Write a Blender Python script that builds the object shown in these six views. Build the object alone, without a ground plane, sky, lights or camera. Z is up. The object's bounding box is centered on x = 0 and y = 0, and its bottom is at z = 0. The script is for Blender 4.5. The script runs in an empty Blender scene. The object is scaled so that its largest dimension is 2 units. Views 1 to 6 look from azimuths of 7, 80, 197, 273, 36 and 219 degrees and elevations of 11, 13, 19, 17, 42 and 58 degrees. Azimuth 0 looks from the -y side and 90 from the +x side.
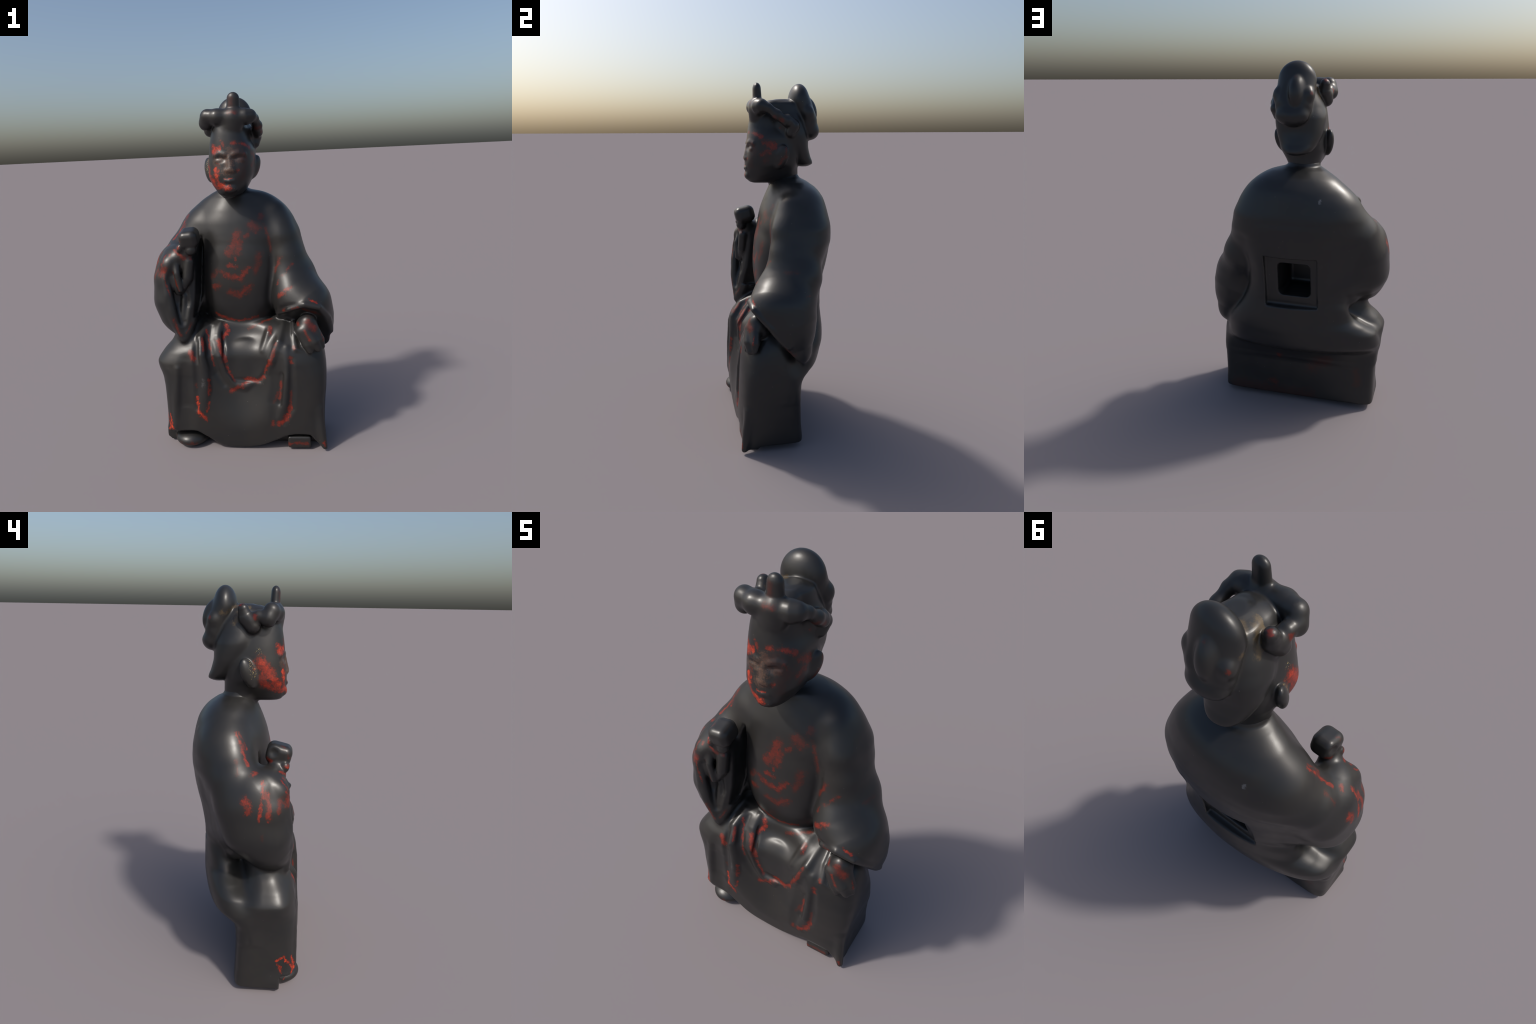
"""Seated official figure in dark lacquered wood with worn red paint.
Every form is a smooth implicit solid (lofts, tapered limbs, ellipsoids, rounded
blocks) blended with soft unions and cuts, then meshed and split into its parts."""
import bpy
import numpy as np
from math import radians, cos, sin

F32 = np.float32

# ------------------------------------------------------------------ implicit solids
def pchip(xs, ys):
    xs, ys = np.asarray(xs, float), np.asarray(ys, float)
    h, dl = np.diff(xs), np.diff(ys) / np.diff(xs)
    m = np.zeros_like(ys)
    for i in range(1, len(xs) - 1):
        if dl[i - 1] * dl[i] > 0:
            w1, w2 = 2 * h[i] + h[i - 1], h[i] + 2 * h[i - 1]
            m[i] = (w1 + w2) / (w1 / dl[i - 1] + w2 / dl[i])
    m[0], m[-1] = dl[0], dl[-1]

    def f(x):
        x = np.clip(x, xs[0], xs[-1])
        i = np.clip(np.searchsorted(xs, x) - 1, 0, len(xs) - 2)
        t = (x - xs[i]) / h[i]
        return ((1 + 2 * t) * (1 - t) ** 2 * ys[i] + t * (1 - t) ** 2 * h[i] * m[i]
                + t * t * (3 - 2 * t) * ys[i + 1] + t * t * (t - 1) * h[i] * m[i + 1]).astype(F32)
    return f


class Solid:
    def __init__(self, fn, lo, hi):
        self.fn, self.lo, self.hi = fn, np.array(lo, float), np.array(hi, float)


def loft(slices, power=2.4, skew=0.0, rnd=0.01, back_power=None, back_skew=0.0):
    """slices: (z, x_left, x_right, y_front, y_back[, power]) from bottom to top"""
    z = [s[0] for s in slices]
    xl, xr, yf, yb = (pchip(z, [s[i] for s in slices]) for i in (1, 2, 3, 4))
    pw = pchip(z, [s[5] if len(s) > 5 else power for s in slices])
    bp = pchip(z, [s[6] if len(s) > 6 else (back_power or (s[5] if len(s) > 5 else power)) for s in slices])

    def fn(X, Y, Z):
        L, R, A, B, n = xl(Z), xr(Z), yf(Z), yb(Z) + F32(back_skew) * X, pw(Z)
        a, b = (R - L) / 2, (B - A) / 2
        u = np.abs(X - (L + R) / 2) / a + F32(1e-5)
        v = (Y - skew * X - (A + B) / 2) / b
        n = np.where(v > 0, bp(Z), n)
        v = np.abs(v) + F32(1e-5)
        f = (u ** n + v ** n) ** (1 / n)
        g = np.sqrt((u ** (n - 1) / a) ** 2 + (v ** (n - 1) / b) ** 2) * f ** (1 - n)
        d = (f - 1) / np.maximum(g, 1 / np.maximum(a, b))
        return smax(d, np.maximum(z[0] - Z, Z - z[-1]), rnd)
    return Solid(fn, (min(s[1] for s in slices), min(s[3] for s in slices) - abs(skew) * .5, z[0]),
                 (max(s[2] for s in slices), max(s[4] for s in slices) + abs(skew) * .5, z[-1]))


def rot(rx=0, ry=0, rz=0):
    a, b, c = radians(rx), radians(ry), radians(rz)
    X = np.array([[1, 0, 0], [0, cos(a), -sin(a)], [0, sin(a), cos(a)]])
    Y = np.array([[cos(b), 0, sin(b)], [0, 1, 0], [-sin(b), 0, cos(b)]])
    Zm = np.array([[cos(c), -sin(c), 0], [sin(c), cos(c), 0], [0, 0, 1]])
    return (Zm @ Y @ X).astype(F32)


def local(c, R, X, Y, Z):
    x, y, z = X - F32(c[0]), Y - F32(c[1]), Z - F32(c[2])
    return [R[0, i] * x + R[1, i] * y + R[2, i] * z for i in range(3)]


def ellipsoid(c, r, R=rot()):
    def fn(X, Y, Z):
        p = local(c, R, X, Y, Z)
        k0 = np.sqrt(sum((q / F32(s)) ** 2 for q, s in zip(p, r)))
        k1 = np.sqrt(sum((q / F32(s * s)) ** 2 for q, s in zip(p, r))) + F32(1e-6)
        return k0 * (k0 - 1) / k1
    m = max(r)
    return Solid(fn, np.array(c) - m, np.array(c) + m)


def block(c, half, R=rot(), rnd=0.01):
    def fn(X, Y, Z):
        p = local(c, R, X, Y, Z)
        q = [np.abs(a) - F32(h - rnd) for a, h in zip(p, half)]
        out = np.sqrt(sum(np.maximum(a, 0) ** 2 for a in q))
        return out + np.minimum(np.maximum(np.maximum(q[0], q[1]), q[2]), 0) - F32(rnd)
    m = float(np.linalg.norm(half))
    return Solid(fn, np.array(c) - m, np.array(c) + m)


def limb(pts, k=0.0, squash=(1, 1, 1)):
    """tapered round limb through (x, y, z, radius); squash stretches space per axis"""
    P = np.array(pts, float)
    s = np.array(squash, float)

    def fn(X, Y, Z):
        best = None
        for A, B in zip(P[:-1], P[1:]):
            a, b = A[:3] / s, B[:3] / s
            ba = b - a
            x, y, z = X / F32(s[0]) - F32(a[0]), Y / F32(s[1]) - F32(a[1]), Z / F32(s[2]) - F32(a[2])
            t = np.clip((x * F32(ba[0]) + y * F32(ba[1]) + z * F32(ba[2])) / F32(ba @ ba + 1e-9), 0, 1)
            d = np.sqrt((x - t * F32(ba[0])) ** 2 + (y - t * F32(ba[1])) ** 2 + (z - t * F32(ba[2])) ** 2)
            d = d - (F32(A[3]) + t * F32(B[3] - A[3]))
            best = d if best is None else (np.minimum(best, d) if k == 0 else smin(best, d, k))
        return best * F32(min(1, s.min()))
    r = P[:, 3:4] * np.maximum(s, 1)
    return Solid(fn, (P[:, :3] - r).min(0), (P[:, :3] + r).max(0))


def smin(a, b, k):
    h = np.maximum(F32(k) - np.abs(a - b), 0) / F32(max(k, 1e-6))
    return np.minimum(a, b) - h * h * F32(k * .25)


def smax(a, b, k):
    return -smin(-a, -b, k)


def clip_plane(solid, p, n, k=0.01):
    """keep the side of the plane that n points away from"""
    n = np.array(n, float) / np.linalg.norm(n)

    def fn(X, Y, Z):
        d = (X - F32(p[0])) * F32(n[0]) + (Y - F32(p[1])) * F32(n[1]) + (Z - F32(p[2])) * F32(n[2])
        return smax(solid.fn(X, Y, Z), d, k)
    return Solid(fn, solid.lo, solid.hi)


class Sculpt:
    """ordered list of soft unions and cuts, meshed with surface nets"""
    def __init__(self, lo, hi, step):
        self.lo, self.h = np.array(lo, float), step
        self.n = np.ceil((np.array(hi) - lo) / step).astype(int) + 1
        self.ops = []

    def add(self, part, solid, k=0.02):
        self.ops.append((part, solid, k, 1))

    def cut(self, solid, k=0.01, part=None):
        self.ops.append((part, solid, k, -1))

    def surface(self, x, z, lo=-.40, hi=.10, back=False):
        """y of the outermost surface met along y at (x, z), as sculpted so far"""
        ys = np.arange(lo, hi, .002).astype(F32)
        if back:
            ys = ys[::-1]
        X, Z = np.full_like(ys, x), np.full_like(ys, z)
        D = np.full_like(ys, .2)
        for part, s, k, sign in self.ops:
            d = s.fn(X, ys, Z)
            D = smin(D, d, k) if sign > 0 else smax(D, -d, k)
        inside = np.nonzero(D < 0)[0]
        return float(ys[inside[0]]) if len(inside) else float(ys[-1])

    def fold(self, part, path, r, k=.02, sink=.4, valley=False):
        """cloth ridge (or valley) along front-surface points (x, z); tapers at both ends"""
        n = len(path)
        pts = []
        for i, (x, z) in enumerate(path):
            end = i in (0, n - 1)
            rr = r * (.5 if end else 1)
            bury = 1.3 if end else sink
            y = self.surface(x, z)
            pts.append((x, y - rr * (bury if end else 1 - sink) if valley else y + rr * bury, z, rr))
        if valley:
            self.cut(limb(pts), k, part)
        else:
            self.add(part, limb(pts), k)

    def field(self):
        ax = [(self.lo[i] + self.h * np.arange(self.n[i])).astype(F32) for i in range(3)]
        D = np.full(self.n, 0.2, F32)
        for part, s, k, sign in self.ops:
            m = k + 0.02
            i0 = np.clip(np.floor((s.lo - m - self.lo) / self.h).astype(int), 0, self.n)
            i1 = np.clip(np.ceil((s.hi + m - self.lo) / self.h).astype(int) + 1, 0, self.n)
            if (i1 <= i0).any():
                continue
            sl = tuple(slice(a, b) for a, b in zip(i0, i1))
            d = s.fn(ax[0][sl[0], None, None], ax[1][None, sl[1], None], ax[2][None, None, sl[2]])
            D[sl] = smin(D[sl], d, k) if sign > 0 else smax(D[sl], -d, k)
        return D

    def mesh(self):
        D = self.field()
        S = D < 0
        nx, ny, nz = D.shape
        corner = [(i, j, k) for i in (0, 1) for j in (0, 1) for k in (0, 1)]
        cnt = sum(S[i:nx - 1 + i, j:ny - 1 + j, k:nz - 1 + k].astype(np.int8) for i, j, k in corner)
        I = np.argwhere((cnt > 0) & (cnt < 8))
        vid = np.full((nx - 1, ny - 1, nz - 1), -1, np.int32)
        vid[tuple(I.T)] = np.arange(len(I))
        acc, num = np.zeros((len(I), 3)), np.zeros((len(I), 1))
        for c in corner:
            for a in range(3):
                if c[a]:
                    continue
                e = list(c); e[a] = 1
                p, q = I + np.array(c), I + np.array(e)
                dp, dq = D[tuple(p.T)].astype(float), D[tuple(q.T)].astype(float)
                on = (dp < 0) != (dq < 0)
                t = np.where(on, dp / np.where(on, dp - dq, 1), 0)[:, None]
                acc += np.where(on[:, None], p + t * (q - p), 0)
                num += on[:, None]
        V = self.lo + self.h * acc / num
        quads = []
        for a in range(3):
            b, c = (a + 1) % 3, (a + 2) % 3
            sl0, sl1 = [slice(None)] * 3, [slice(None)] * 3
            sl0[a], sl1[a] = slice(0, -1), slice(1, None)
            s0, s1 = S[tuple(sl0)], S[tuple(sl1)]
            for flip, mask in ((False, s0 & ~s1), (True, ~s0 & s1)):
                J = np.argwhere(mask)
                J = J[(J[:, b] > 0) & (J[:, c] > 0) & (J[:, b] < D.shape[b] - 1) & (J[:, c] < D.shape[c] - 1)]
                o = []
                for db, dc in ((-1, -1), (0, -1), (0, 0), (-1, 0)):
                    K = J.copy(); K[:, b] += db; K[:, c] += dc
                    o.append(vid[tuple(K.T)])
                q = np.stack(o, 1)
                quads.append(q[:, ::-1] if flip else q)
        return V, np.concatenate(quads)

    def labels(self, P):
        """name index of the solid that each point belongs to"""
        X, Y, Z = (P[:, i].astype(F32) for i in range(3))
        best, lab = np.full(len(P), 9, F32), np.zeros(len(P), int)
        names = []
        for part, s, k, sign in self.ops:
            if part is None:
                continue
            if part not in names:
                names.append(part)
            d = s.fn(X, Y, Z)
            d = np.broadcast_to(np.abs(d), X.shape)
            hit = d < best
            best, lab = np.where(hit, d, best), np.where(hit, names.index(part), lab)
        return lab, names


# ------------------------------------------------------------------ body of the figure
def build_body():
    S = Sculpt((-.60, -.38, -.01), (.60, .38, 1.54), .0055)
    # skirt, legs and the seat hidden under it
    S.add("skirt", loft([
        (.000, -.482, .458, -.272, .062, 10, 10), (.060, -.483, .458, -.277, .060, 10, 10), (.130, -.483, .458, -.280, .056, 8, 9), (.200, -.482, .460, -.281, .054, 6, 9),
        (.300, -.484, .466, -.280, .052, 6, 8), (.360, -.490, .472, -.279, .065, 5.5, 5), (.430, -.508, .474, -.277, .085, 5, 3.5),
        (.500, -.512, .470, -.276, .085, 4, 2.5), (.560, -.478, .460, -.264, .075, 3.6, 2.2), (.610, -.432, .445, -.240, .060, 3.2, 2.1),
        (.650, -.405, .420, -.200, .05, 3, 2), (.690, -.360, .370, -.150, .04, 2.6, 2), (.720, -.330, .310, -.100, .03, 2.4, 2)],
        rnd=.03, back_skew=.035), 0)
    S.cut(block((-.574, -.256, .275), (.1, .2, .18), rot(0, 0, 20.6), .05), .07, "skirt")
    S.cut(ellipsoid((-.005, -.40, .54), (.27, .195, .43)), .06, "skirt")
    S.cut(ellipsoid((-.01, -.30, .69), (.23, .187, .125)), .06, "skirt")
    S.add("skirt", ellipsoid((.010, -.158, .49), (.130, .045, .13), rot(-6, 0, 0)), .02)
    # robe over the hips, then chest and mantle over the shoulders
    S.add("torso", loft([
        (.31, -.46, .43, -.10, .050), (.37, -.475, .43, -.12, .090), (.395, -.482, .42, -.14, .140), (.423, -.492, .415, -.15, .195), (.452, -.500, .41, -.15, .222), (.52, -.485, .408, -.13, .238),
        (.57, -.425, .385, -.07, .245), (.62, -.358, .348, -.03, .246), (.70, -.320, .285, .02, .243),
        (.80, -.285, .245, .02, .242), (.90, -.275, .23, .02, .252), (1.02, -.28, .225, .05, .272), (1.15, -.25, .2, .08, .278)], power=2.05, rnd=.015, back_skew=.05), .055)
    S.add("torso", loft([
        (.64, -.21, .155, -.075, .18), (.72, -.225, .172, -.098, .18), (.83, -.240, .187, -.125, .20, 2.7), (.95, -.247, .197, -.137, .22, 2.7),
        (1.08, -.25, .20, -.130, .22, 2.6), (1.20, -.25, .20, -.108, .22), (1.28, -.23, .17, -.086, .2), (1.36, -.18, .11, -.055, .18), (1.43, -.12, .04, -.022, .14)], power=2.4, rnd=.02), .012)
    S.add("torso", loft([
        (.78, -.27, .21, .03, .226), (.90, -.305, .24, .015, .250), (1.00, -.34, .280, -.005, .274), (1.08, -.370, .318, -.032, .290), (1.14, -.384, .336, -.055, .297, 2.1, 2.2),
        (1.20, -.384, .334, -.076, .299, 2.1, 2.2), (1.28, -.360, .303, -.072, .288, 2.1, 2.1),
        (1.35, -.308, .260, -.055, .271), (1.41, -.245, .202, -.034, .233), (1.45, -.180, .132, -.022, .182),
        (1.475, -.137, .045, -.017, .142), (1.495, -.134, .030, -.012, .132)], power=2.05, back_power=1.98, back_skew=.03, rnd=.008), .05)
    S.cut(ellipsoid((-.055, -.20, 1.50), (.10, .135, .03)), .02, "torso")
    # arm that rests on the knee
    arm = limb([(.18, .10, 1.24, .115), (.235, .098, 1.10, .108), (.292, .066, .95, .120), (.345, -.008, .80, .150),
                (.365, -.012, .69, .152), (.405, .025, .57, .09)], k=.05)
    bulge = limb([(.190, .045, 1.33, .065), (.230, .010, 1.20, .070), (.256, -.002, 1.08, .074), (.265, -.018, .96, .088), (.29, -.06, .87, .105), (.36, -.095, .81, .125)], k=.05)
    hang = Solid(lambda X, Y, Z: smin(arm.fn(X, Y, Z), bulge.fn(X, Y, Z), .08),
                 np.minimum(arm.lo, bulge.lo), np.maximum(arm.hi, bulge.hi))
    p1, p2, p3 = np.array((.47, -.215, .815)), np.array((.48, .04, .52)), np.array((.165, -.06, .72))
    nrm = np.cross(p2 - p1, p3 - p1)
    nrm = nrm if nrm[2] < 0 else -nrm
    S.add("sleeve", clip_plane(hang, p1, nrm, .010), .03)
    # hand on the knee, half hidden by cloth
    S.add("hand", ellipsoid((.365, -.165, .70), (.062, .06, .085), rot(20, 18, 0)), .015)
    S.add("hand", limb([(.365, -.205, .69, .042), (.405, -.222, .635, .036), (.430, -.225, .595, .022)]), .02)
    S.add("hand", limb([(.340, -.205, .69, .036), (.370, -.228, .620, .028), (.385, -.235, .585, .018)]), .012)
    S.add("hand", limb([(.400, -.190, .70, .036), (.440, -.200, .640, .026), (.452, -.205, .600, .016)]), .012)
    # raised arm with wide hanging sleeve
    S.add("sleeve.001", limb([(-.245, .095, 1.24, .118), (-.335, .048, 1.10, .122), (-.375, .005, .99, .130),
                              (-.385, -.03, .88, .128), (-.378, -.08, .81, .112)], k=.05), .05)
    S.add("sleeve.001", limb([(-.380, -.06, 1.05, .11), (-.390, -.105, .98, .110), (-.393, -.120, .86, .108), (-.370, -.135, .76, .090),
                              (-.335, -.175, .68, .045)], k=.04), .06)
    S.add("sleeve.001", limb([(-.38, -.06, 1.06, .10), (-.36, -.11, 1.09, .080), (-.315, -.140, 1.13, .055)], k=.03), .04)
    S.add("sleeve.001", limb([(-.29, .07, 1.0, .09), (-.29, .06, .84, .09), (-.31, .04, .74, .06)], k=.03), .06)
    S.add("sleeve.001", limb([(-.305, -.10, 1.10, .045), (-.300, -.09, .95, .046), (-.305, -.11, .80, .044), (-.325, -.17, .67, .030)]), .015)
    S.cut(limb([(-.345, -.245, 1.06, .07), (-.335, -.245, .98, .085), (-.335, -.245, .87, .080), (-.332, -.245, .76, .045)]), .012, "sleeve.001")
    S.add("sleeve.001", limb([(-.415, -.135, 1.10, .024), (-.420, -.185, 1.01, .026), (-.405, -.208, .91, .026), (-.385, -.216, .79, .024), (-.340, -.212, .648, .016)]), .02)
    S.add("sleeve.001", limb([(-.280, -.125, 1.09, .020), (-.272, -.125, 1.02, .020), (-.278, -.140, .88, .022), (-.290, -.165, .74, .022), (-.330, -.205, .645, .016)]), .02)
    S.add("sleeve.001", ellipsoid((-.400, -.165, 1.075), (.045, .045, .045)), .04)
    S.cut(limb([(-.228, -.10, 1.21, .010), (-.236, -.105, 1.15, .020), (-.240, -.10, 1.05, .014), (-.250, -.11, .88, .012), (-.272, -.13, .77, .009)], squash=(1, 5, 1)), .012, "sleeve.001")
    # cloth of the inner sleeve showing in the mouth
    S.add("sleeve.001", limb([(-.398, -.145, 1.09, .030), (-.385, -.172, 1.00, .030), (-.350, -.180, .92, .022)]), .012)
    S.add("sleeve.001", limb([(-.362, -.165, 1.105, .024), (-.350, -.200, 1.03, .018), (-.335, -.200, .935, .016)]), .012)
    S.add("sleeve.001", limb([(-.285, -.165, 1.09, .030), (-.298, -.170, 1.00, .032), (-.332, -.178, .925, .016)]), .012)
    S.add("sleeve.001", limb([(-.325, -.165, .89, .014), (-.335, -.180, .78, .018), (-.338, -.190, .69, .014)]), .015)
    # raised hand
    S.add("hand.001", limb([(-.325, -.12, 1.09, .045), (-.298, -.152, 1.17, .038)]), .02)
    S.add("hand.001", block((-.275, -.158, 1.224), (.054, .062, .052), rot(14, -5, 0), .036), .012)
    S.add("hand.001", ellipsoid((-.325, -.188, 1.170), (.018, .022, .026)), .008)
    S.add("hand.001", ellipsoid((-.265, -.182, 1.160), (.032, .030, .032)), .008)
    S.cut(ellipsoid((-.335, -.128, 1.245), (.018, .026, .024)), .012, "hand.001")
    S.fold("skirt", [(-.325, .54), (-.33, .42), (-.33, .28), (-.325, .15)], .07, k=.04, sink=.16, valley=True)
    S.fold("skirt", [(.195, .56), (.195, .44), (.185, .30), (.175, .18)], .06, k=.03, sink=.12, valley=True)
    # cloth folds: over the knees, the apron edge, and beside the legs
    S.fold("skirt", [(-.225, .70), (-.242, .642), (-.231, .561), (-.215, .463), (-.210, .369), (-.224, .250)], .022)
    S.fold("skirt", [(-.262, .63), (-.258, .51), (-.262, .368), (-.272, .249)], .016, valley=True)
    S.fold("skirt", [(-.188, .70), (-.193, .642), (-.176, .556), (-.144, .451), (-.109, .382)], .020, valley=True)
    S.fold("skirt", [(-.138, .70), (-.143, .642), (-.127, .544), (-.094, .440), (-.054, .372), (.012, .362), (.060, .390)], .020)
    S.fold("skirt", [(-.115, .66), (-.103, .536), (-.082, .455), (-.05, .408), (.016, .400), (.094, .403), (.129, .456), (.154, .537), (.186, .622)], .010, k=.012, valley=True)
    S.fold("skirt", [(.175, .72), (.150, .66), (.118, .574)], .018)
    S.fold("skirt", [(.232, .70), (.211, .626), (.169, .528), (.150, .46)], .022)
    S.fold("skirt", [(.255, .60), (.252, .431), (.236, .285), (.200, .196)], .018)
    S.fold("skirt", [(.220, .45), (.205, .285)], .014, valley=True)
    S.fold("skirt", [(.282, .545), (.282, .373), (.272, .257), (.228, .167)], .014, valley=True)
    S.fold("skirt", [(.20, .745), (.255, .735), (.290, .715), (.293, .654), (.306, .590), (.345, .574)], .016, k=.012)
    S.fold("skirt", [(-.372, .482), (-.388, .317), (-.402, .136)], .010, k=.03)
    S.add("skirt", limb([(.430, -.235, .24, .018), (.440, -.254, .12, .018), (.454, -.268, .02, .016)]), .03)
    # rolled cuff lip
    S.add("sleeve", limb([(.20, -.095, .765, .010), (.271, -.185, .810, .014), (.36, -.215, .845, .015), (.44, -.205, .825, .015), (.495, -.12, .735, .012), (.508, -.03, .63, .010)]), .015)
    # front hem arches over the feet
    hem = pchip([-.56, -.47, -.40, -.29, -.225, -.136, -.047, .073, .185, .245, .31, .370, .405, .455, .50],
                [.085, .095, .104, .108, .076, .022, .002, .018, .060, .088, .097, .093, .055, .008, .004])
    S.cut(Solid(lambda X, Y, Z: smax(Z - hem(X), Y + F32(.195), .02), (-.6, -.38, -.02), (.6, -.17, .13)), .012, "skirt")
    S.cut(ellipsoid((-.485, -.30, .03), (.07, .10, .07)), .02, "skirt")
    S.cut(Solid(lambda X, Y, Z: smax(Z - F32(.03), -(Y + F32(.19)), .03), (-.6, -.22, -.02), (.6, .3, .05)), .008, "skirt")
    S.add("foot", ellipsoid((-.325, -.180, .040), (.102, .116, .052), rot(0, 0, -8)), .006)
    S.add("foot.001", block((.310, -.205, .045), (.066, .065, .036), rot(0, 0, 2), .012), .006)
    # window in the back with its sunken frame
    S.cut(block((-.028, .292, .85), (.148, .07, .152), rot(-8, 0, 0), .012), .006, part="torso")
    S.cut(block((-.042, .21, .868), (.091, .22, .098), rot(0, 0, 0), .025), .006, part="torso")
    return S


# ------------------------------------------------------------------ head
def build_head():
    S = Sculpt((-.26, -.22, 1.38), (.20, .30, 2.02), .0036)
    S.add("neck", limb([(-.052, .047, 1.40, .086), (-.050, .050, 1.56, .082)]), 0)
    S.add("head", loft([
        (1.445, -.075, -.005, -.140, .06), (1.455, -.100, .020, -.160, .08), (1.480, -.120, .045, -.174, .10), (1.520, -.145, .070, -.181, .11),
        (1.563, -.160, .092, -.184, .12), (1.620, -.160, .100, -.178, .13), (1.690, -.155, .098, -.171, .14), (1.760, -.144, .074, -.162, .14),
        (1.815, -.132, .064, -.150, .13), (1.855, -.115, .052, -.125, .11), (1.885, -.095, .050, -.095, .09), (1.908, -.055, .035, -.05, .06)],
        power=2.5, back_power=3.2, skew=-.04, rnd=.012), .02)
    # cap with its flared nape
    S.add("cap", loft([
        (1.536, -.060, .000, .130, .195), (1.555, -.108, .035, .095, .216), (1.600, -.140, .062, .060, .200), (1.660, -.162, .088, .020, .186),
        (1.720, -.168, .100, -.03, .185), (1.780, -.153, .095, -.05, .170), (1.840, -.125, .072, -.04, .150), (1.890, -.100, .060, -.03, .12), (1.912, -.050, .030, -.02, .08)],
        power=2.2, rnd=.02), .012)
    # back plate of the hat
    t = rot(16, 0, 0)
    S.add("hat_plate", limb([(-.027, .130, 1.900, .099), (-.022, .178, 1.790, .096)], squash=(1, .60, 1)), .012)
    S.add("hat_plate", ellipsoid((-.020, .205, 1.735), (.080, .042, .045), rot(-20, 0, 0)), .025)
    S.cut(ellipsoid((-.033, .252, 1.845), (.058, .042, .085), t), .03, "hat_plate")
    S.add("hat_plate", ellipsoid((-.040, .197, 1.855), (.040, .043, .075), t), .015)
    S.add("hat_plate", ellipsoid((-.102, .182, 1.838), (.022, .022, .026)), .025)
    S.add("hat_plate", ellipsoid((.060, .170, 1.836), (.024, .024, .030)), .025)
    # bow with upright prong
    S.add("ribbon_bow", limb([(.004, -.128, 1.86, .046), (.004, -.113, 1.91, .037), (.008, -.116, 1.966, .034)], squash=(1, .68, 1)), .02)
    S.add("ribbon_bow", limb([(.01, -.113, 1.872, .043), (.070, -.108, 1.870, .042), (.094, -.102, 1.872, .033), (.112, -.070, 1.862, .022),
                              (.122, -.02, 1.825, .025), (.118, .03, 1.79, .028)], k=.015), .015)
    S.add("ribbon_bow", limb([(.104, .04, 1.80, .03), (.098, .075, 1.765, .035), (.094, .060, 1.73, .028)]), .012)
    S.add("ribbon_bow", limb([(.0, -.116, 1.872, .043), (-.085, -.115, 1.873, .043), (-.140, -.102, 1.880, .036), (-.153, -.088, 1.842, .037)], k=.02), .015)
    S.add("ribbon_bow", limb([(-.154, -.085, 1.852, .036), (-.152, -.04, 1.855, .028), (-.145, -.01, 1.838, .036)], k=.01), .012)
    S.add("ribbon_bow", limb([(-.148, .032, 1.888, .026), (-.140, .02, 1.85, .037), (-.145, -.015, 1.81, .037)]), .012)
    S.add("head", ellipsoid((-.005, -.12, 1.835), (.06, .036, .05)), .02)
    # ears
    S.add("ear", ellipsoid((.094, .008, 1.598), (.024, .040, .068), rot(-22, 8, -25)), .015)
    S.add("ear.001", ellipsoid((-.166, .004, 1.590), (.026, .040, .076), rot(-24, 4, 38)), .014)
    # face
    S.add("head", limb([(-.018, -.162, 1.650, .012), (-.014, -.174, 1.60, .016)]), .02)
    S.add("head", ellipsoid((-.016, -.177, 1.588), (.030, .013, .012)), .012)
    front = lambda x, z: S.surface(x, z, -.22, 0)
    for x in (.031, -.074):
        S.cut(ellipsoid((x, front(x, 1.652) - .012, 1.653), (.034, .015, .015)), .02, "head")
        S.add("head", ellipsoid((x, front(x, 1.641) + .009, 1.641), (.025, .011, .010)), .012)
        S.add("head", limb([(u, front(u, 1.678) + .005, w, .007) for u, w in ((x - .026, 1.672), (x, 1.680), (x + .026, 1.672))]), .02)
    S.cut(limb([(-.060, -.188, 1.546, .003), (-.024, -.194, 1.541, .006), (.012, -.184, 1.546, .003)]), .006, "head")
    S.add("head", limb([(-.045, -.178, 1.534, .006), (-.024, -.181, 1.531, .008), (-.002, -.175, 1.534, .006)]), .015)
    S.add("head", ellipsoid((-.026, -.168, 1.490), (.035, .018, .022)), .015)
    return S


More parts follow.
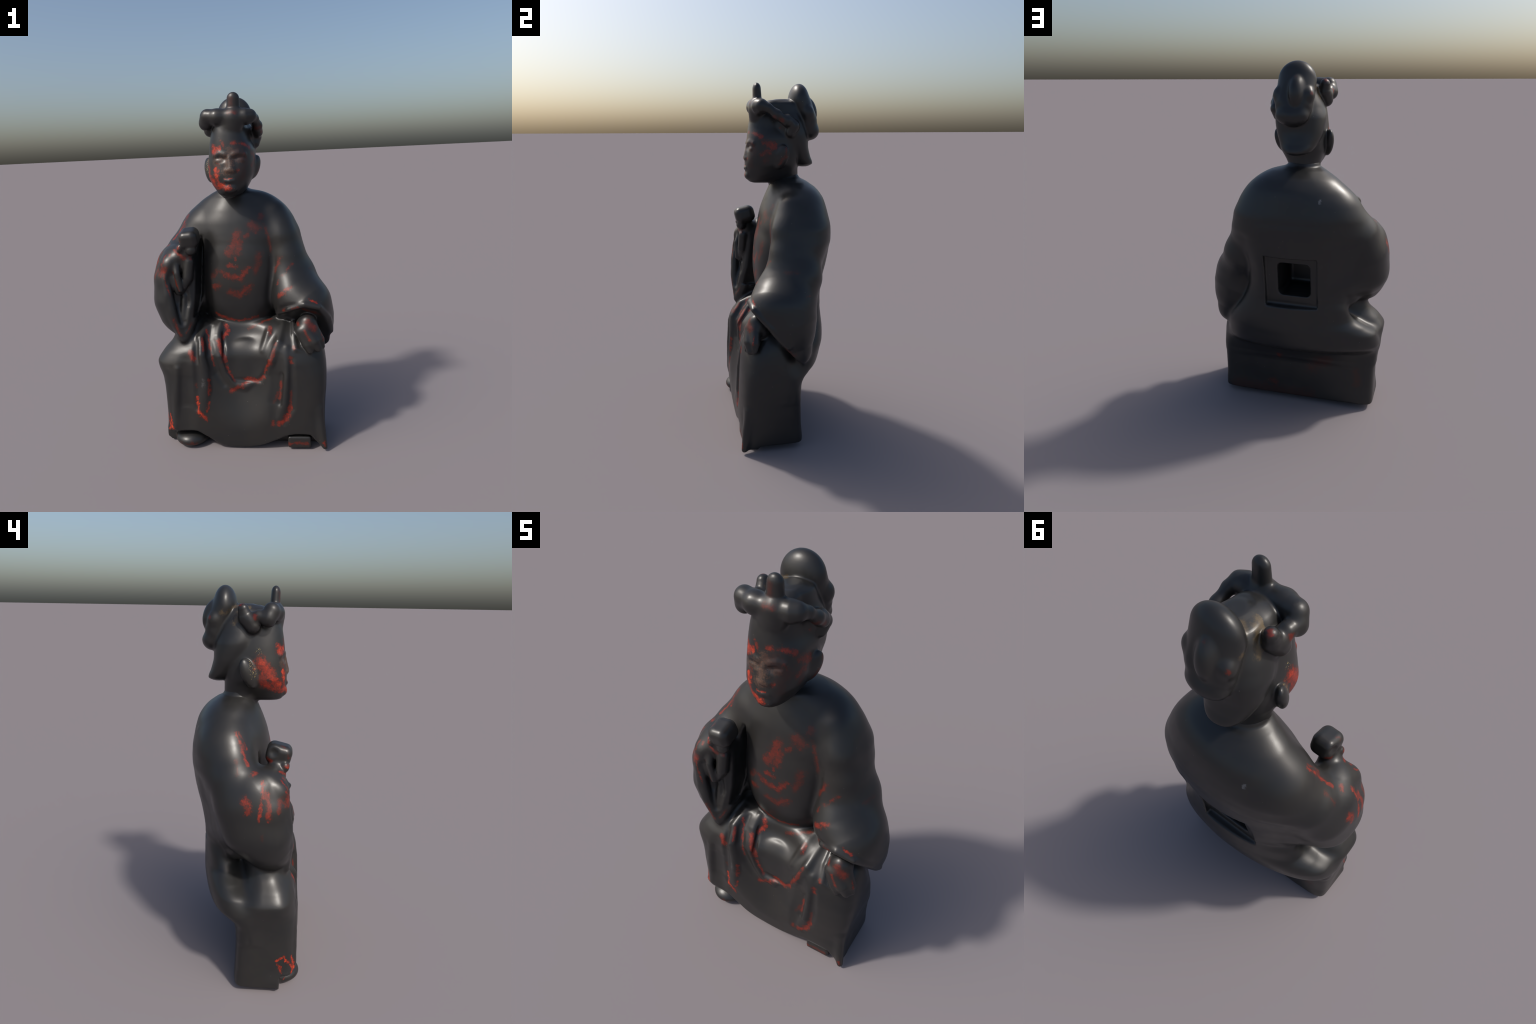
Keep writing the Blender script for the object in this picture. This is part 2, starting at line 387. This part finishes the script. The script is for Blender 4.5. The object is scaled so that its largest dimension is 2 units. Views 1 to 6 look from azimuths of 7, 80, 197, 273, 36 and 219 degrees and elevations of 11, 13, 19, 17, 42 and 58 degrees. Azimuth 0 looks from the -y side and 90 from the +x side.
# ------------------------------------------------------------------ materials
# where the red underpaint shows: (path of points, reach, strength) per region
PAINT = {}
PAINT["face"] = [
    ([(-.111, -.141, 1.698), (-.08, -.16, 1.704)], .022, 1.0),
    ([(-.066, -.159, 1.747), (-.048, -.165, 1.717)], .01, .75),
    ([(-.01, -.165, 1.729), (.046, -.142, 1.733), (.081, -.109, 1.705)], .014, .8),
    ([(.06, -.154, 1.673), (.07, -.137, 1.655)], .013, .5),
    ([(-.102, -.162, 1.599), (-.093, -.171, 1.561)], .018, 1.2),
    ([(-.093, -.163, 1.627), (-.074, -.171, 1.618)], .006, .8),
    ([(.023, -.176, 1.587), (.029, -.174, 1.587)], .014, .7),
    ([(-.085, -.168, 1.513), (-.061, -.176, 1.502), (-.026, -.186, 1.497)], .02, 1.1),
    ([(-.049, -.183, 1.544), (-.01, -.183, 1.545)], .005, 1.0),
    ([(-.157, -.059, 1.636), (-.15, -.102, 1.577)], .04, .95),
    ([(-.15, -.102, 1.572), (-.119, -.145, 1.527)], .036, .95),
    ([(-.145, -.084, 1.529), (-.08, -.168, 1.503)], .022, .9),
    ([(-.158, -.065, 1.591), (-.153, -.075, 1.544)], .028, .75),
    ([(-.108, -.142, 1.711), (-.102, -.149, 1.697)], .023, 1.1),
    ([(-.087, -.171, 1.589), (-.087, -.17, 1.528)], .012, 1.0),
    ([(.043, -.145, 1.73), (.083, -.101, 1.708)], .013, .7),
    ([(.093, -.084, 1.674), (.1, -.029, 1.652)], .026, .75),
    ([(.098, -.066, 1.625), (.091, -.102, 1.611)], .02, .65),
    ([(.121, .028, 1.652), (.124, .03, 1.607), (.102, -.006, 1.556)], .011, .5),
    ([(.095, -.074, 1.675), (.092, -.084, 1.576)], .021, .38),
    ([(.02, -.167, 1.692), (.068, -.144, 1.624)], .039, .3),
    ([(.051, -.161, 1.603), (.043, -.162, 1.546)], .027, .26),
]
PAINT["brown"] = [
    ([(-.035, -.172, 1.66), (-.026, -.183, 1.625)], .034, .8),
    ([(-.041, -.186, 1.588), (-.013, -.193, 1.589)], .027, .9),
    ([(-.092, -.163, 1.64), (-.069, -.166, 1.644)], .032, .7),
    ([(-.015, -.169, 1.698), (-.006, -.173, 1.681)], .027, .6),
    ([(.026, -.165, 1.644), (.04, -.164, 1.639)], .02, .4),
]
PAINT["hat"] = [
    ([(.063, -.041, 1.817), (.14, -.037, 1.811)], .019, .45),
    ([(.143, -.005, 1.798), (.143, .004, 1.793)], .016, .55),
    ([(.078, -.006, 1.752), (.079, -.002, 1.752)], .013, .5),
    ([(-.152, .042, 1.912), (-.159, .046, 1.907)], .014, .7),
    ([(-.178, -.022, 1.859), (-.18, -.023, 1.849)], .014, .55),
    ([(-.034, .201, 1.923), (-.037, .202, 1.923)], .009, .45),
    ([(-.12, .196, 1.85), (-.123, .195, 1.845)], .01, .55),
    ([(-.005, -.137, 1.966), (-.005, -.137, 1.936)], .021, .4),
    ([(-.015, -.157, 1.891), (.012, -.157, 1.893)], .018, .5),
]
PAINT["olive"] = [
    ([(-.075, -.028, 1.896), (-.097, .012, 1.887)], .03, 1.0),
    ([(-.1, .039, 1.889), (-.13, .073, 1.829)], .018, .7),
    ([(-.064, .06, 1.904), (-.124, .139, 1.868)], .013, .7),
]
PAINT["chest"] = [
    ([(-.01, -.103, 1.231), (-.024, -.111, 1.189), (-.059, -.122, 1.131)], .034, .62),
    ([(-.002, -.111, 1.188), (-.009, -.123, 1.13)], .027, .6),
    ([(.069, -.083, 1.28), (.095, -.082, 1.258)], .037, .5),
    ([(.117, -.048, 1.329), (.122, -.053, 1.313)], .022, .45),
    ([(-.067, -.131, 1.056), (-.018, -.132, 1.049)], .016, .7),
    ([(-.027, -.128, 1.099), (-.022, -.13, 1.082)], .012, .6),
    ([(-.108, -.13, 1.017), (-.053, -.136, .99), (.001, -.136, .98), (.047, -.13, 1.037)], .021, .7),
    ([(-.162, -.116, .993), (-.131, -.125, 1.022)], .021, .5),
    ([(-.155, -.119, .925), (-.13, -.128, .938)], .022, .55),
    ([(-.064, -.134, .899), (-.005, -.132, .881), (.054, -.133, .937)], .025, .58),
    ([(.111, -.105, 1.113), (.089, -.123, 1.017)], .027, .48),
    ([(.031, -.105, 1.214), (.047, -.101, 1.221)], .016, .55),
    ([(-.16, -.086, .759), (-.103, -.096, .733), (-.018, -.098, .718), (.083, -.089, .741)], .012, .75),
]
PAINT["arm"] = [
    ([(.14, -.059, 1.275), (.167, -.068, 1.176), (.172, -.065, 1.12)], .011, .5),
    ([(.227, -.086, 1.084), (.194, -.083, 1.006)], .015, .65),
    ([(.294, -.091, 1.051), (.206, -.119, .942)], .01, .6),
    ([(.284, -.164, .93), (.217, -.156, .879)], .017, .85),
    ([(.236, -.16, .796), (.325, -.218, .83)], .01, .6),
    ([(.345, -.184, .814), (.444, -.177, .777)], .011, .55),
    ([(.389, -.205, .869), (.43, -.197, .849)], .009, .9),
    ([(.46, .07, .889), (.448, .091, .888)], .009, .5),
    ([(.388, -.031, 1.006), (.409, .036, 1.008)], .012, .35),
    ([(.507, -.046, .624), (.497, .002, .578)], .013, .4),
]
PAINT["raised"] = [
    ([(-.325, .048, 1.33), (-.358, .015, 1.263), (-.405, -.019, 1.196)], .011, .85),
    ([(-.316, .032, 1.329), (-.341, -.008, 1.254)], .007, .7),
    ([(-.506, -.014, 1.063), (-.518, -.03, 1.012)], .023, .85),
    ([(-.451, -.09, 1.142), (-.492, -.091, 1.081), (-.52, -.08, .974)], .01, .9),
    ([(-.482, -.107, 1.088), (-.499, -.124, 1.034), (-.512, -.123, .983)], .019, .75),
    ([(-.462, -.175, 1.052), (-.491, -.165, 1.007)], .016, .55),
    ([(-.423, -.21, 1.06), (-.436, -.209, 1.029)], .025, .7),
    ([(-.44, -.041, 1.162), (-.423, -.054, 1.17)], .013, .85),
    ([(-.407, .035, 1.22), (-.449, .026, 1.168)], .012, .5),
    ([(-.524, -.094, .898), (-.524, -.094, .872)], .008, .3),
    ([(-.416, -.177, 1.129), (-.424, -.202, 1.096)], .007, .8),
    ([(-.328, .046, 1.326), (-.349, .006, 1.263)], .01, .7),
    ([(-.463, -.173, 1.051), (-.452, -.197, 1.028)], .017, .6),
    ([(-.436, -.197, 1.089), (-.419, -.221, 1.006), (-.389, -.229, .908)], .007, .7),
    ([(-.387, -.183, 1.134), (-.358, -.208, .985), (-.339, -.214, .931)], .009, .65),
    ([(-.377, -.24, .771), (-.348, -.231, .676)], .012, .6),
    ([(-.286, -.193, .737), (-.317, -.219, .683)], .008, .5),
]
PAINT["hand"] = [
    ([(-.334, -.193, 1.135), (-.308, -.194, 1.118)], .017, .65),
    ([(-.272, -.18, 1.126), (-.268, -.18, 1.109)], .013, .5),
    ([(-.311, -.176, 1.267), (-.319, -.207, 1.214)], .011, .6),
    ([(-.339, -.194, 1.183), (-.338, -.201, 1.177)], .015, .9),
    ([(-.319, -.107, 1.205), (-.325, -.123, 1.197)], .014, .7),
    ([(-.367, -.165, 1.159), (-.324, -.195, 1.13)], .009, .8),
    ([(.37, -.222, .75), (.406, -.226, .713)], .029, .6),
    ([(.316, -.187, .734), (.354, -.244, .703), (.389, -.254, .651)], .012, .7),
    ([(.447, -.207, .678), (.46, -.216, .642)], .008, .9),
]
PAINT["skirt"] = [
    ([(-.107, -.113, .7), (-.09, -.128, .664), (-.115, -.154, .635)], .016, .95),
    ([(-.143, -.188, .628), (-.118, -.217, .575), (-.099, -.22, .513)], .019, .85),
    ([(-.095, -.221, .49), (-.055, -.221, .402)], .01, .85),
    ([(-.073, -.233, .343), (-.016, -.235, .365), (.027, -.216, .392)], .016, .8),
    ([(.016, -.212, .405), (.083, -.222, .398), (.118, -.228, .425)], .015, .85),
    ([(.124, -.228, .453), (.163, -.253, .539)], .012, .75),
    ([(.162, -.253, .516), (.197, -.228, .625)], .013, .7),
    ([(.153, -.137, .695), (.161, -.176, .657)], .012, .75),
    ([(.027, -.117, .671), (.095, -.11, .704), (.16, -.079, .722)], .01, .6),
    ([(.278, -.255, .551), (.28, -.258, .524)], .014, .8),
    ([(.292, -.231, .609), (.303, -.243, .597)], .01, .7),
    ([(.22, -.252, .407), (.209, -.26, .312)], .012, .7),
    ([(.199, -.256, .345), (.175, -.262, .284)], .012, .45),
    ([(.164, -.278, .175), (.166, -.279, .152)], .015, .7),
    ([(.199, -.279, .162), (.238, -.275, .187), (.267, -.271, .267)], .018, .85),
    ([(.267, -.271, .272), (.273, -.27, .359)], .009, .6),
    ([(-.296, -.242, .585), (-.276, -.257, .539)], .017, .8),
    ([(-.228, -.203, .651), (-.219, -.247, .593)], .011, .85),
    ([(-.215, -.15, .684), (-.199, -.171, .645), (-.179, -.226, .556), (-.163, -.228, .493)], .008, .75),
    ([(-.264, -.268, .311), (-.259, -.279, .228)], .014, 1.15),
    ([(-.256, -.28, .228), (-.222, -.281, .187)], .016, 1.05),
    ([(-.191, -.265, .422), (-.194, -.274, .338)], .011, .9),
    ([(-.197, -.277, .286), (-.211, -.281, .229)], .009, .8),
    ([(-.268, -.263, .391), (-.264, -.263, .373)], .011, .5),
    ([(-.436, -.253, .199), (-.423, -.269, .117)], .01, 1.2),
    ([(-.454, -.233, .218)], .007, 1.0),
    ([(-.47, -.179, .19), (-.464, -.21, .213), (-.455, -.233, .177), (-.434, -.262, .13), (-.452, -.254, .105)], .01, 1.15),
    ([(-.47, -.182, .174), (-.468, -.199, .131), (-.422, -.219, .046)], .008, 1.0),
    ([(.449, -.281, .053), (.457, -.281, .041)], .012, .7),
    ([(.095, .076, .33), (.09, .067, .301)], .024, .5),
    ([(-.113, .049, .241), (-.189, .055, .308)], .052, .35),
    ([(.376, .07, .062), (-.103, .057, .047)], .047, .3),
    ([(-.379, .037, .248), (-.39, .038, .167)], .03, .35),
    ([(.148, .062, .116), (.116, .061, .105)], .025, .4),
]
PAINT["foot"] = [
    ([(-.379, -.278, .031), (-.317, -.294, .036), (-.286, -.283, .03)], .013, .5),
    ([(.254, -.271, .036), (.314, -.27, .043), (.357, -.268, .037)], .013, .6),
]
PAINT["gold"] = [([(-.180, -.012, 1.640), (-.180, -.030, 1.590)], .022, 1), ([(-.155, -.045, 1.700), (-.152, -.05, 1.69)], .012, 1)]
PAINT["dust"] = [([(-.187, .254, 1.334), (-.184, .256, 1.320)], .010, 1), ([(.470, -.10, .80), (.480, -.075, .77)], .014, .6),
                 ([(.485, .01, .69), (.488, .02, .68)], .012, .6), ([(.25, -.25, .50), (.248, -.25, .36)], .010, .35), ([(-.225, -.27, .42), (-.22, -.27, .38)], .012, .3)]


class Nodes:
    def __init__(self, m):
        self.N, self.L = m.node_tree.nodes, m.node_tree.links

    def put(self, x, socket):
        if isinstance(x, bpy.types.NodeSocket):
            self.L.new(x, socket)
        else:
            socket.default_value = x

    def math(self, op, a, b=0.0, clamp=False):
        n = self.N.new("ShaderNodeMath"); n.operation = op
        self.put(a, n.inputs[0]); self.put(b, n.inputs[1])
        if clamp:
            c = self.N.new("ShaderNodeClamp")
            self.L.new(n.outputs[0], c.inputs[0])
            return c.outputs[0]
        return n.outputs[0]

    def noise(self, vec, scale, detail=4, rough=.6):
        n = self.N.new("ShaderNodeTexNoise")
        n.inputs["Scale"].default_value, n.inputs["Detail"].default_value, n.inputs["Roughness"].default_value = scale, detail, rough
        self.L.new(vec, n.inputs["Vector"])
        return n

    def mix(self, f, a, b):
        n = self.N.new("ShaderNodeMix"); n.data_type = "RGBA"
        self.put(f, n.inputs[0]); self.put(a, n.inputs[6]); self.put(b, n.inputs[7])
        return n.outputs[2]

    def span(self, x, lo, hi, to0=0.0, to1=1.0):
        n = self.N.new("ShaderNodeMapRange"); n.clamp = True
        self.put(x, n.inputs[0])
        for k, v in enumerate((lo, hi, to0, to1)):
            n.inputs[k + 1].default_value = v
        return n.outputs[0]

    def strokes(self, regions, pos, grain):
        """strongest of many soft brush strokes (capsules), borders broken up by the grain value"""
        border = self.math("MULTIPLY_ADD", grain, 1.5)
        border.node.inputs[2].default_value = 1.5
        best = None
        for region in regions:
            for path, reach, strength in PAINT[region]:
                for a, b in zip(path[:-1], path[1:]):
                    a, span = np.array(a, float), np.array(b, float) - np.array(a, float)
                    rel = self.vec("SUBTRACT", pos, a)
                    t = self.clamp(self.vec("DOT_PRODUCT", rel, span / max(float(span @ span), 1e-6)))
                    d = self.vec("DISTANCE", rel, self.vec("SCALE", span, t))
                    cover = self.math("MULTIPLY_ADD", d, -1.5 / (reach * 1.3))
                    self.L.new(border, cover.node.inputs[2])
                    cover = self.math("MULTIPLY", self.clamp(cover), strength)
                    best = cover if best is None else self.math("MAXIMUM", best, cover)
        return best

    def clamp(self, x):
        n = self.N.new("ShaderNodeClamp")
        self.L.new(x, n.inputs[0])
        return n.outputs[0]

    def vec(self, op, a, b):
        n = self.N.new("ShaderNodeVectorMath"); n.operation = op
        self.put(a, n.inputs[0]); self.put(b, n.inputs[3 if op == "SCALE" else 1])
        return n.outputs[1 if op in ("DOT_PRODUCT", "DISTANCE") else 0]


def lacquer(name, red=(), brown=(), olive=(), gold=(), dust=()):
    m = bpy.data.materials.new(name)
    m.use_nodes = True
    b = m.node_tree.nodes["Principled BSDF"]
    q = Nodes(m)
    pos = q.N.new("ShaderNodeTexCoord").outputs["Object"]
    # warped position gives ragged stroke borders
    wn = q.noise(pos, 45, 5, .65)
    off = q.N.new("ShaderNodeVectorMath"); off.operation = "SUBTRACT"
    q.L.new(wn.outputs["Color"], off.inputs[0]); off.inputs[1].default_value = (.5, .5, .5)
    sc = q.N.new("ShaderNodeVectorMath"); sc.operation = "SCALE"
    q.L.new(off.outputs[0], sc.inputs[0]); sc.inputs[3].default_value = .035
    wp = q.N.new("ShaderNodeVectorMath"); wp.operation = "ADD"
    q.L.new(pos, wp.inputs[0]); q.L.new(sc.outputs[0], wp.inputs[1])
    warped = wp.outputs[0]
    fine = q.noise(pos, 130, 6, .7).outputs[0]
    coarse = q.noise(pos, 30, 3, .6).outputs[0]
    grain = q.math("ADD", q.math("MULTIPLY", q.math("SUBTRACT", fine, .53), 1.6), q.math("MULTIPLY", q.math("SUBTRACT", coarse, .52), 1.6))
    # black lacquer: soft cloudy shifts between neutral and warm black
    cloud = q.noise(pos, 5, 4, .55).outputs[0]
    base = q.mix(q.span(cloud, .35, .65), (.0150, .0152, .0155, 1), (.0200, .0187, .0172, 1))
    small = q.noise(pos, 38, 5, .6).outputs[0]
    base = q.mix(q.span(small, .62, .80, 0, .35), base, (.034, .033, .030, 1))
    if olive:
        base = q.mix(q.math("MULTIPLY", q.strokes(olive, warped, grain), 1.0, True), base, (.085, .058, .026, 1))
    if brown:
        base = q.mix(q.math("MULTIPLY", q.strokes(brown, warped, grain), q.span(fine, .40, .62, .35, 1.1), True), base, (.105, .056, .036, 1))
    mask = 0.0
    if red:
        mask = q.strokes(red, warped, grain)
        ramp = q.N.new("ShaderNodeValToRGB")
        el = ramp.color_ramp.elements
        el[0].position, el[0].color = .25, (.045, .013, .009, 1)
        el[1].position, el[1].color = 1.0, (.46, .045, .010, 1)
        e = el.new(.55); e.color = (.120, .014, .007, 1)
        e = el.new(.78); e.color = (.235, .020, .007, 1)
        shade = q.math("MULTIPLY", mask, q.span(q.noise(pos, 55, 5, .65).outputs[0], .3, .7, .45, 1.0))
        q.L.new(shade, ramp.inputs[0])
        base = q.mix(q.span(mask, .05, .55), base, ramp.outputs[0])
    # sparse pale specks everywhere, and patches of dust and gilding
    vor = q.N.new("ShaderNodeTexVoronoi"); vor.inputs["Scale"].default_value = 42
    q.L.new(pos, vor.inputs["Vector"])
    pick = q.N.new("ShaderNodeSeparateColor"); q.L.new(vor.outputs["Color"], pick.inputs[0])
    speck = q.math("MULTIPLY", q.math("LESS_THAN", vor.outputs["Distance"], .075), q.math("GREATER_THAN", pick.outputs[0], .90))
    base = q.mix(q.math("MULTIPLY", speck, .5), base, (.16, .15, .13, 1))
    if dust:
        base = q.mix(q.math("MULTIPLY", q.strokes(dust, warped, grain), .8, True), base, (.16, .165, .17, 1))
    if gold:
        fl = q.span(q.noise(pos, 190, 2, .5).outputs[0], .60, .66)
        base = q.mix(q.math("MULTIPLY", fl, q.strokes(gold, pos, grain), True), base, (.42, .33, .13, 1))
    q.L.new(base, b.inputs["Base Color"])
    rough = q.span(q.noise(pos, 9, 5, .6).outputs[0], .3, .7, .33, .43)
    rough = q.math("ADD", rough, q.math("MULTIPLY", mask, .08))
    q.L.new(rough, b.inputs["Roughness"])
    bump = q.N.new("ShaderNodeBump"); bump.inputs["Strength"].default_value = .06; bump.inputs["Distance"].default_value = .004
    q.L.new(q.math("ADD", q.noise(pos, 24, 6, .6).outputs[0], q.math("MULTIPLY", mask, .5)), bump.inputs["Height"])
    q.L.new(bump.outputs[0], b.inputs["Normal"])
    return m


# ------------------------------------------------------------------ assemble
def emit(sculpt, root, materials):
    V, Q = sculpt.mesh()
    V[:, 2] = np.maximum(V[:, 2], 0)
    whole = bpy.data.meshes.new("whole")
    whole.vertices.add(len(V)); whole.vertices.foreach_set("co", V.astype(F32).ravel())
    whole.loops.add(Q.size); whole.loops.foreach_set("vertex_index", Q.astype(np.int32).ravel())
    whole.polygons.add(len(Q))
    whole.polygons.foreach_set("loop_start", np.arange(0, Q.size, 4, dtype=np.int32))
    whole.update(calc_edges=True)
    N = np.empty(len(V) * 3, F32)
    whole.vertex_normals.foreach_get("vector", N)
    N = N.reshape(-1, 3)
    bpy.data.meshes.remove(whole)
    lab, names = sculpt.labels(V[Q].mean(1))
    for i, part in enumerate(names):
        q = Q[lab == i]
        if not len(q):
            continue
        used, inv = np.unique(q, return_inverse=True)
        q = inv.reshape(-1, 4)
        kind = part.split(".")[0]
        me = bpy.data.meshes.new(kind)
        me.vertices.add(len(used)); me.vertices.foreach_set("co", V[used].astype(F32).ravel())
        me.loops.add(q.size); me.loops.foreach_set("vertex_index", q.astype(np.int32).ravel())
        me.polygons.add(len(q))
        me.polygons.foreach_set("loop_start", np.arange(0, q.size, 4, dtype=np.int32))
        me.update(calc_edges=True)
        me.polygons.foreach_set("use_smooth", np.ones(len(q), bool))
        me.normals_split_custom_set_from_vertices(N[used])
        me.materials.append(materials[part])
        o = bpy.data.objects.new(kind, me)
        bpy.context.scene.collection.objects.link(o)
        o.parent = root


root = bpy.data.objects.new("seated_statue", None)
bpy.context.scene.collection.objects.link(root)
root["label"] = "dark lacquered wooden seated figure with worn red paint"
root["category"] = "statue"
robe = lacquer("robe_lacquer", red=("chest", "arm", "raised"), dust=("dust",))
arm_cloth = lacquer("sleeve_lacquer", red=("arm", "hand"), dust=("dust",))
raised_cloth = lacquer("raised_sleeve_lacquer", red=("raised", "hand"))
skirt_cloth = lacquer("skirt_lacquer", red=("skirt", "hand", "foot"), dust=("dust",))
skin = lacquer("face_lacquer", red=("face",), brown=("brown",), gold=("gold",))
hat = lacquer("hat_lacquer", red=("hat", "face"), olive=("olive",))
emit(build_body(), root, {"skirt": skirt_cloth, "torso": robe, "sleeve": arm_cloth, "sleeve.001": raised_cloth,
                          "hand": skirt_cloth, "hand.001": raised_cloth, "foot": skirt_cloth, "foot.001": skirt_cloth})
emit(build_head(), root, {"neck": skin, "head": skin, "ear": skin, "ear.001": skin, "cap": hat, "hat_plate": hat, "ribbon_bow": hat})
